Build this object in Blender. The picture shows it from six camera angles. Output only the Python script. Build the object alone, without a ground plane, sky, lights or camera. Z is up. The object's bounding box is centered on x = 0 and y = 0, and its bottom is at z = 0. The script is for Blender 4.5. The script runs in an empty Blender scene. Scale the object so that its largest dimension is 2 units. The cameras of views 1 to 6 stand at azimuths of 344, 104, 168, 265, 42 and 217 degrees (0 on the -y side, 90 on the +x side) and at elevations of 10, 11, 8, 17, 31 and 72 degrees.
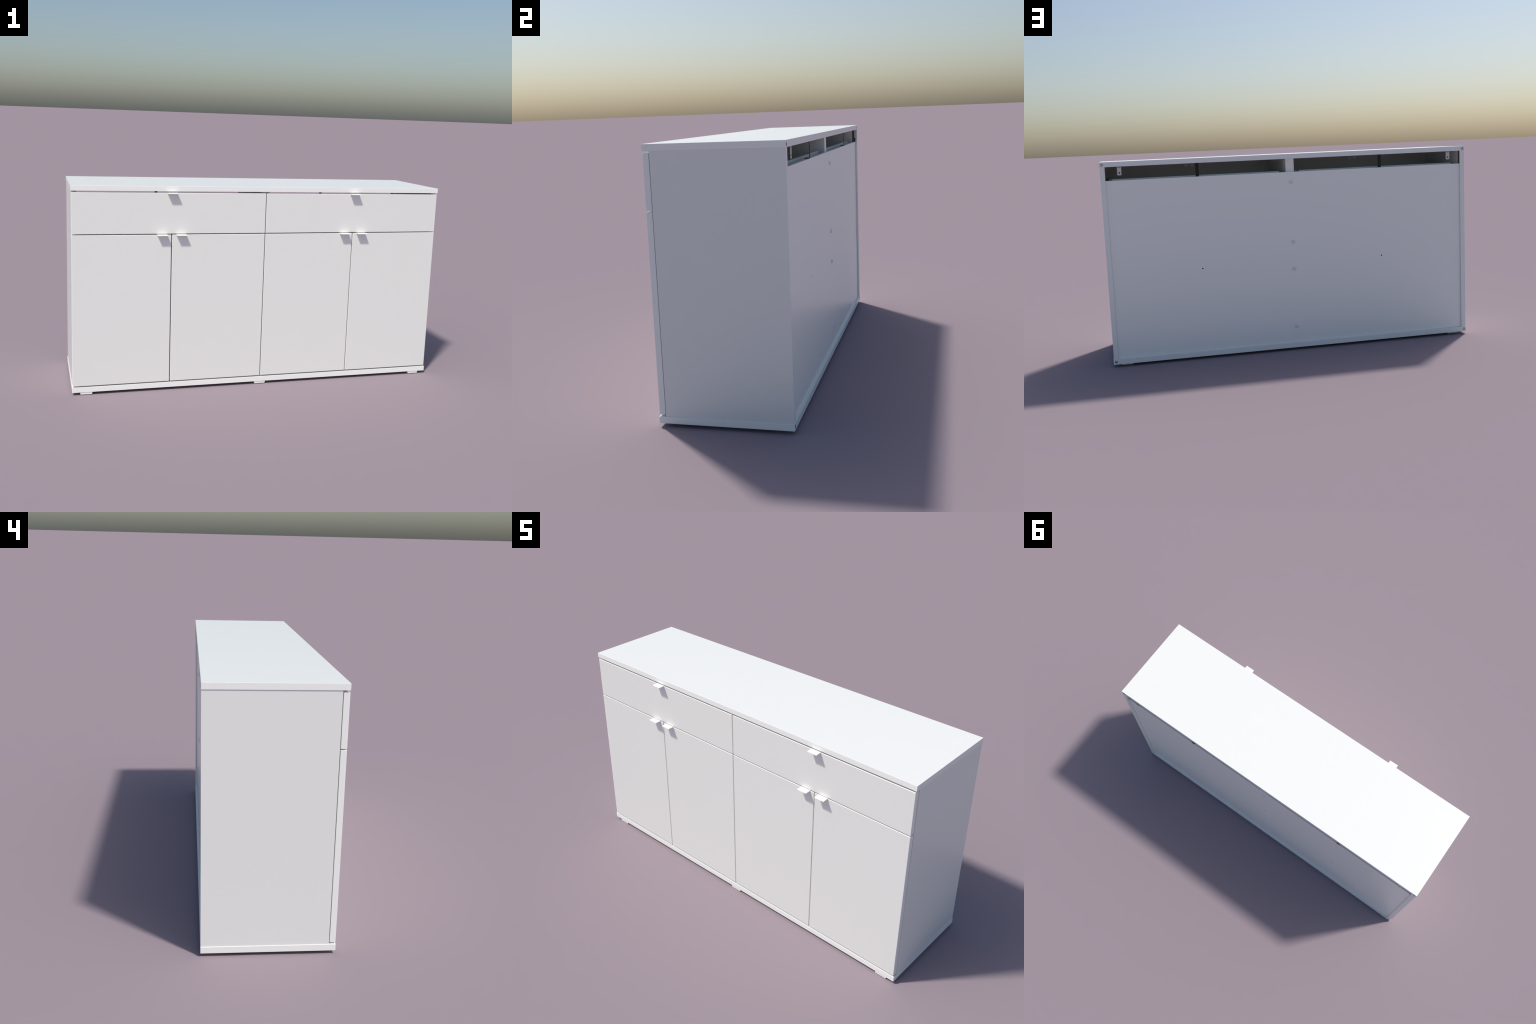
# White sideboard: two drawers over four doors, flat tab handles, open cable slot at the back.
import bpy, bmesh, math
from mathutils import Vector, Matrix

# ------------------------------------------------------------------ sizes (metres)
HALF_W = 1.0                      # top and base slab
Y_FRONT, Y_BACK = -0.2507, 0.2797
Z_TOP, TOP_T = 1.0748, 0.0255
Z_BASE0, Z_BASE1 = 0.0116, 0.0390
SIDE_OUT, SIDE_IN = 0.9976, 0.9730
FRONT_OUT = 0.9960
SIDE_FRONT = -0.2235
GROOVE = (0.2515, 0.2703, 0.0060) # y0, y1, depth of the groove that holds the back panel
BACK_Y0, BACK_Y1, BACK_TOP = 0.2522, 0.2696, 0.9783
DIV = 0.0230                      # half thickness of the middle partition
FRONT_Y0, FRONT_Y1 = -0.2501, -0.2265   # doors and drawer fronts
GAP = 0.0024                      # half gap between fronts
DOOR_Z = (0.0452, 0.8279)
DRAW_Z = (0.8327, 1.0415)
MID = 0.4985                      # x of the gap between two doors of a pair
HANDLE_W, HANDLE_T, HANDLE_Y = 0.0505, 0.0042, -0.2797

# ------------------------------------------------------------------ materials
def mat(name, col, rough, metal=0.0, spec=0.5, noise=0.0, scale=60.0, bump=0.0, coat=0.0):
    m = bpy.data.materials.new(name); m.use_nodes = True
    nt = m.node_tree; b = nt.nodes["Principled BSDF"]
    b.inputs["Roughness"].default_value = rough
    b.inputs["Metallic"].default_value = metal
    b.inputs["Specular IOR Level"].default_value = spec
    b.inputs["Coat Weight"].default_value = coat
    tc = nt.nodes.new("ShaderNodeTexCoord")
    n = nt.nodes.new("ShaderNodeTexNoise"); n.inputs["Scale"].default_value = scale
    n.inputs["Detail"].default_value = 3.0
    nt.links.new(tc.outputs["Object"], n.inputs["Vector"])
    r = nt.nodes.new("ShaderNodeValToRGB")
    lo = [c * (1 - noise) for c in col]; hi = [min(1, c * (1 + noise)) for c in col]
    r.color_ramp.elements[0].position = 0.3; r.color_ramp.elements[0].color = (*lo, 1)
    r.color_ramp.elements[1].position = 0.7; r.color_ramp.elements[1].color = (*hi, 1)
    nt.links.new(n.outputs["Fac"], r.inputs["Fac"])
    nt.links.new(r.outputs["Color"], b.inputs["Base Color"])
    if bump:
        bp = nt.nodes.new("ShaderNodeBump"); bp.inputs["Strength"].default_value = bump
        bp.inputs["Distance"].default_value = 0.0005
        nt.links.new(n.outputs["Fac"], bp.inputs["Height"])
        nt.links.new(bp.outputs["Normal"], b.inputs["Normal"])
    return m

FOIL   = mat('white_foil', (0.848, 0.853, 0.815), 0.30, noise=0.004)
BAND   = mat('white_edge_band', (0.938, 0.945, 0.905), 0.30, noise=0.004)
BACKM  = mat('white_back_board', (0.985, 0.985, 0.935), 0.30, noise=0.004)
LACQ   = mat('white_lacquered_metal', (0.95, 0.95, 0.92), 0.28)
RAW    = mat("raw_fibreboard", (0.20, 0.125, 0.075), 0.9, noise=0.25, scale=240, bump=0.3)
STEEL  = mat("zinc_steel", (0.56, 0.555, 0.55), 0.32, metal=1.0, noise=0.04, scale=90)
BLACK  = mat("black_plastic", (0.012, 0.012, 0.013), 0.35, spec=0.3, noise=0.1)
PLAST  = mat("white_plastic", (0.90, 0.90, 0.87), 0.5, noise=0.0)
POLISH = mat("bright_zinc", (0.66, 0.65, 0.64), 0.14, metal=1.0, noise=0.03)
GREY   = mat("grey_plastic", (0.26, 0.25, 0.24), 0.5)
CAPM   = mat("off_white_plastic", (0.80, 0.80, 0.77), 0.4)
DARK   = mat("hole_shade_black", (0.02, 0.018, 0.016), 0.9, noise=0.1)  # near-black in place of shade, for hole walls and solid hole discs

# ------------------------------------------------------------------ helpers
def finish(name, bm, mats, parent, smooth=False, loc=None):
    me = bpy.data.meshes.new(name); bm.normal_update(); bm.to_mesh(me); bm.free()
    for m in mats: me.materials.append(m)
    for p in me.polygons: p.use_smooth = smooth
    if smooth: me.set_sharp_from_angle(angle=math.radians(35))
    o = bpy.data.objects.new(name, me); bpy.context.collection.objects.link(o)
    if parent is not None: o.parent = parent
    if loc: o.location = loc
    return o

def box_bm(lo, hi, bevel=0.0008, seg=2, face_axis=None):
    """Bevelled board; with face_axis the narrow edges take material slot 1."""
    bm = bmesh.new()
    bmesh.ops.create_cube(bm, size=1.0)
    s = [hi[i] - lo[i] for i in range(3)]
    for v in bm.verts:
        v.co = Vector([lo[i] + (v.co[i] + 0.5) * s[i] for i in range(3)])
    if face_axis is not None:
        bm.normal_update()
        for f in bm.faces:
            f.material_index = 0 if abs(f.normal[face_axis]) > 0.5 else 1
    if bevel:
        bmesh.ops.bevel(bm, geom=list(bm.edges), offset=bevel, segments=seg,
                        profile=0.5, affect='EDGES', clamp_overlap=True, material=-1)
    return bm

def board(name, lo, hi, parent, mats=(FOIL, BAND), face_axis=None, bevel=0.0008, seg=2):
    return finish(name, box_bm(lo, hi, bevel, seg, face_axis), mats, parent)

def prism(name, pts, axis, a, b, mats, parent, pick=None, bevel=0.0):
    """Extrude a closed 2D outline along one axis (0=x, 1=y, 2=z) from a to b."""
    bm = bmesh.new()
    def co(p, t):
        c = list(p); c.insert(axis, t); return Vector(c)
    v0 = [bm.verts.new(co(p, a)) for p in pts]; v1 = [bm.verts.new(co(p, b)) for p in pts]
    n = len(pts)
    bm.faces.new(v0); bm.faces.new(v1[::-1])
    for i in range(n):
        bm.faces.new((v0[i], v1[i], v1[(i + 1) % n], v0[(i + 1) % n]))
    bmesh.ops.recalc_face_normals(bm, faces=bm.faces)
    if pick:
        for f in bm.faces: f.material_index = pick(f.calc_center_median(), f.normal)
    if bevel:
        bmesh.ops.bevel(bm, geom=[e for e in bm.edges if len(e.link_faces) == 2 and
                                  e.link_faces[0].normal.dot(e.link_faces[1].normal) < 0.5],
                        offset=bevel, segments=2, profile=0.5, affect='EDGES', clamp_overlap=True)
    return finish(name, bm, mats, parent)

def disc_bm(r, depth, bevel, seg=28, socket=None):
    """Round head along +y: face at y=0, going back to y=-depth; optional hex socket (radius, depth)."""
    bm = bmesh.new()
    prof = [(0.0, -depth), (r, -depth), (r, -bevel), (r - bevel * 0.3, -bevel * 0.3), (r - bevel, 0.0)]
    if socket: prof += [(socket[0], 0.0), (socket[0], -socket[1]), (0.0, -socket[1])]
    else: prof += [(0.0, 0.0)]
    rings = []
    for (rr, y) in prof:
        if rr == 0: rings.append([bm.verts.new((0, y, 0))])
        else: rings.append([bm.verts.new((rr * math.cos(2 * math.pi * k / seg), y,
                                          rr * math.sin(2 * math.pi * k / seg))) for k in range(seg)])
    for A, B in zip(rings, rings[1:]):
        for k in range(seg):
            k2 = (k + 1) % seg
            if len(A) == 1: bm.faces.new((A[0], B[k], B[k2]))
            elif len(B) == 1: bm.faces.new((A[k], A[k2], B[0]))
            else: bm.faces.new((A[k], A[k2], B[k2], B[k]))
    bmesh.ops.recalc_face_normals(bm, faces=bm.faces)
    return bm

def drill(obj, holes, inner):
    """Cut round holes into the back face of obj: holes = (x, y_face, z, radius, depth)."""
    bm = bmesh.new()
    for (x, y, z, r, d) in holes:
        bmesh.ops.create_cone(bm, cap_ends=True, segments=32, radius1=r, radius2=r, depth=d * 2,
                              matrix=Matrix.Translation((x, y, z)) @ Matrix.Rotation(math.pi / 2, 4, 'X'))
    me = bpy.data.meshes.new("cut"); bm.to_mesh(me); bm.free()
    me.materials.append(inner)
    c = bpy.data.objects.new("cut", me); bpy.context.collection.objects.link(c)
    md = obj.modifiers.new("b", 'BOOLEAN'); md.operation = 'DIFFERENCE'; md.object = c; md.solver = 'EXACT'
    md.material_mode = 'TRANSFER'
    dg = bpy.context.evaluated_depsgraph_get()
    new = bpy.data.meshes.new_from_object(obj.evaluated_get(dg))
    obj.modifiers.clear(); obj.data = new
    bpy.data.objects.remove(c)

def repeat(src, loc, parent=None):
    o = src.copy(); bpy.context.collection.objects.link(o)
    o.location = loc
    if parent is not None: o.parent = parent
    return o

# ------------------------------------------------------------------ carcass
root = bpy.data.objects.new("sideboard", None); bpy.context.collection.objects.link(root)
root["label"] = "white sideboard with two drawers, four doors and tab handles"
root["category"] = "sideboard"

zt0 = Z_TOP - TOP_T
top = board("top_panel", (-HALF_W, Y_FRONT, zt0), (HALF_W, Y_BACK, Z_TOP), root, face_axis=2, bevel=0.0008)
base = board("base_panel", (-HALF_W, Y_FRONT, Z_BASE0), (HALF_W, Y_BACK, Z_BASE1), root, face_axis=2, bevel=0.0008)
BOLT_X, BOLT_R = 0.9862, 0.0078
BOLT_Z = (1.0602, 0.0264)
drill(top,  [(s * BOLT_X, Y_BACK, BOLT_Z[0], BOLT_R, 0.010) for s in (1, -1)], RAW)
drill(base, [(s * BOLT_X, Y_BACK, BOLT_Z[1], BOLT_R, 0.010) for s in (1, -1)], RAW)

g0, g1, gd = GROOVE
for s in (-1, 1):
    pts = [(SIDE_OUT, SIDE_FRONT), (SIDE_OUT, Y_BACK - 0.0006), (SIDE_IN, Y_BACK - 0.0006), (SIDE_IN, g1),
           (SIDE_IN + gd, g1), (SIDE_IN + gd, g0), (SIDE_IN, g0), (SIDE_IN, SIDE_FRONT)]
    pts = [(s * x, y) for x, y in pts]
    def pick(c, n, s=s):
        if g0 - 1e-4 < c.y < g1 + 1e-4 and abs(c.x) < SIDE_OUT - 0.002 and abs(n.z) < 0.5: return 2
        return 0 if abs(n.x) > 0.5 else 1
    prism("side_panel", pts, 2, Z_BASE1 + 0.0002, zt0 - 0.0002, (FOIL, BAND, RAW), root, pick)

board("partition", (-DIV, SIDE_FRONT, Z_BASE1 + 0.0002), (DIV, 0.2515, zt0 - 0.0002), root, face_axis=0)

back = board("back_panel", (-SIDE_IN - 0.0040, BACK_Y0, Z_BASE1 + 0.0002),
             (SIDE_IN + 0.0040, BACK_Y1, BACK_TOP), root, mats=(BACKM, BACKM), bevel=0.0006)
CAP_Z = (0.9225, 0.6000, 0.4520, 0.1300); CAP_R = 0.0106
drill(back, [(s * 0.501, BACK_Y1, 0.4895, 0.0036, 0.008) for s in (1, -1)], DARK)
cap = None
for z in CAP_Z:
    if cap is None:
        cap = finish("cover_cap", disc_bm(CAP_R, 0.0050, 0.0026), (CAPM,), root, True, (0, BACK_Y1 + 0.0045, z))
    else: repeat(cap, (0, BACK_Y1 + 0.0045, z))
bolt = None
for s in (1, -1):
    for z in BOLT_Z:
        loc = (s * BOLT_X, Y_BACK - 0.0008, z)
        if bolt is None:
            bolt = finish("connecting_bolt", disc_bm(BOLT_R - 0.0006, 0.007, 0.0012, socket=(0.0026, 0.003)), (STEEL,), root, True, loc)
        else: repeat(bolt, loc)

for s in (-1, 1):   # fixed shelf behind each pair of doors
    a, b = sorted((s * (DIV + 0.0005), s * (SIDE_IN - 0.0005)))
    board("shelf", (a, -0.200, 0.4775), (b, 0.2515, 0.5015), root, face_axis=2)

# ------------------------------------------------------------------ feet
def foot(x, y0, y1):
    w, r = 0.0300, 0.0030
    pts = [(-w, Z_BASE0), (-w, r), (-w + r * 0.3, r * 0.3), (-w + r, 0.0),
           (w - r, 0.0), (w - r * 0.3, r * 0.3), (w, r), (w, Z_BASE0)]
    return prism("foot", [(x + a, z) for a, z in pts], 1, y0, y1, (PLAST,), root)
for x in (-0.9285, 0.0, 0.9285): foot(x, -0.2490, -0.1890)
for x in (-0.9285, 0.9285): foot(x, 0.1930, 0.2530)

# ------------------------------------------------------------------ fronts and handles
handle_mesh = {}
def handle(parent, x, ztop):
    """Flat tab: plate over the top edge of the front, folded down behind it, screwed from inside."""
    key = "h"
    if key not in handle_mesh:
        t = HANDLE_T; yb = FRONT_Y1 + 0.0022
        outline = [(HANDLE_Y, -t), (HANDLE_Y, -0.0018), (HANDLE_Y + 0.0005, -0.0006), (HANDLE_Y + 0.0016, 0.0), (yb, 0.0), (yb, -0.024),
                   (FRONT_Y1 + 0.0003, -0.024), (FRONT_Y1 + 0.0003, -t)]
        o = prism("handle", outline, 0, -HANDLE_W / 2, HANDLE_W / 2, (LACQ,), parent)
        handle_mesh[key] = o; o.location = (x, 0, ztop)
        return o
    return repeat(handle_mesh[key], (x, 0, ztop), parent)

screw_src = []
def screw(parent, loc):
    if not screw_src:
        screw_src.append(finish("screw", disc_bm(0.0040, 0.003, 0.0008, 20, socket=(0.0014, 0.001)), (POLISH,), parent, True, loc))
    else: repeat(screw_src[0], loc, parent)

def front(name, x0, x1, z):
    return board(name, (x0, FRONT_Y0, z[0]), (x1, FRONT_Y1, z[1]), root, face_axis=1, bevel=0.0015, seg=3)

for s in (-1, 1):
    # drawer
    x0, x1 = sorted((s * GAP, s * FRONT_OUT))
    d = front("drawer", x0, x1, DRAW_Z)
    handle(d, s * MID, DRAW_Z[1] + 0.0016)
    for k in (-1, 1): screw(d, (s * MID + k * 0.0183, FRONT_Y1 + 0.0040, 1.0287))
    bx0, bx1 = sorted((s * 0.0395, s * 0.9570)); T = 0.0165; yr = 0.2295; zs = 0.9835; zb = 0.8500
    for a in (bx0, bx1 - T):
        board("drawer_side", (a, FRONT_Y1 + 0.0004, zb), (a + T, yr - 0.0035, zs - 0.0020), d, mats=(FOIL, FOIL))
        board("rail_clip", (a + 0.0022, yr - 0.0033, zs - 0.030), (a + T - 0.0022, yr - 0.0003, zs - 0.0008), d, mats=(GREY,), bevel=0.0004)
    board("drawer_back", (bx0 + T + 0.0004, yr - 0.0150, zb), (bx1 - T - 0.0004, yr, zs + 0.0008), d, mats=(FOIL, FOIL))
    board("drawer_bottom", (bx0 + T + 0.0004, FRONT_Y1 + 0.0004, zb + 0.006), (bx1 - T - 0.0004, yr - 0.0154, zb + 0.012), d, mats=(FOIL, FOIL), bevel=0)
    # pair of doors
    for (a, b, hx) in ((GAP, MID - GAP, 0.4493), (MID + GAP, FRONT_OUT, 0.5475)):
        a, b = sorted((s * a, s * b))
        dd = front("door", a, b, DOOR_Z)
        handle(dd, s * hx, DOOR_Z[1] + 0.0019)

# ------------------------------------------------------------------ fittings in the cable slot
zu = zt0 - 0.0003
for s in (-1, 1):
    # black support clip: upright with curled foot resting on the back panel, short flange under the top
    def strip(pts, t):
        """thicken an open (y, z) path into a closed outline"""
        L, R = [], []
        for i, p in enumerate(pts):
            p = Vector(p)
            d0 = (p - Vector(pts[i - 1])).normalized() if i else (Vector(pts[1]) - p).normalized()
            d1 = (Vector(pts[i + 1]) - p).normalized() if i < len(pts) - 1 else d0
            d = (d0 + d1).normalized(); n = Vector((-d.y, d.x)) / max(0.5, d.dot(d0))
            L.append(tuple(p + n * t / 2)); R.append(tuple(p - n * t / 2))
        return L + R[::-1]
    r = 0.005; cy, cz = 0.2703 - r, 0.9803 + r
    path = [(0.2485, 0.9803)] + [(cy + r * math.sin(a), cz - r * math.cos(a)) for a in
                               [k * math.pi / 10 for k in range(6)]]
    path += [(0.2703, zu - 0.0030), (0.2687, zu - 0.0016), (0.2650, zu - 0.0014), (0.2500, zu - 0.0014)]
    prism("support_clip", strip(path, 0.0026), 0, s * 0.5010 - 0.0083, s * 0.5010 + 0.0083, (BLACK,), root)
    # steel wall bracket: tab with rounded lower corners and a screw hole, leg screwed under the top
    w, zlo, t = 0.0108, 1.0043, 0.0022
    bm = bmesh.new()
    out = []
    for cx, cz2, a0 in ((w - 0.005, zlo + 0.005, -90), (-w + 0.005, zlo + 0.005, 180)):
        for k in range(7):
            a = math.radians(a0 + k * 15); out.append((cx + 0.005 * math.cos(a), cz2 + 0.005 * math.sin(a)))
    right = out[:7]; left = out[7:]
    outline = left + right + [(w, zu - 0.004), (-w, zu - 0.004)]
    x = s * 0.9003
    tab = prism("wall_bracket", [(x + a, b) for a, b in outline], 1, 0.2772 - t, 0.2772, (STEEL,), root)
    drill(tab, [(x, 0.2772, 1.0168, 0.0046, 0.006), (x, 0.2772, zu - 0.0045, 0.0030, 0.006)], STEEL)
    leg = prism("wall_bracket_leg", strip([(0.2761, zu - 0.0040), (0.2755, zu - 0.0022), (0.2735, zu - 0.0012), (0.2300, zu - 0.0012)], 0.0021),
                0, x - w, x + w, (STEEL,), tab)
    hole_disc = finish("dark_hole_disc", disc_bm(0.0024, 0.002, 0.0002, 12), (DARK,), root, True)  # solid dark disc, slightly proud of the panel, drawn instead of a hole
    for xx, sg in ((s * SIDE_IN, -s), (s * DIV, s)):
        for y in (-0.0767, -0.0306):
            h = hole_disc if hole_disc.location.length == 0 else repeat(hole_disc, (0, 0, 0))
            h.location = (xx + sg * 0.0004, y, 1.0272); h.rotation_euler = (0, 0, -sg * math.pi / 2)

# small solid dark discs in place of holes along the upper edge of the back panel
for x in (0.7880, 0.2867, -0.1795):
    h = repeat(hole_disc, (x, 0.2640, BACK_TOP + 0.0004)); h.rotation_euler = (math.pi / 2, 0, 0)
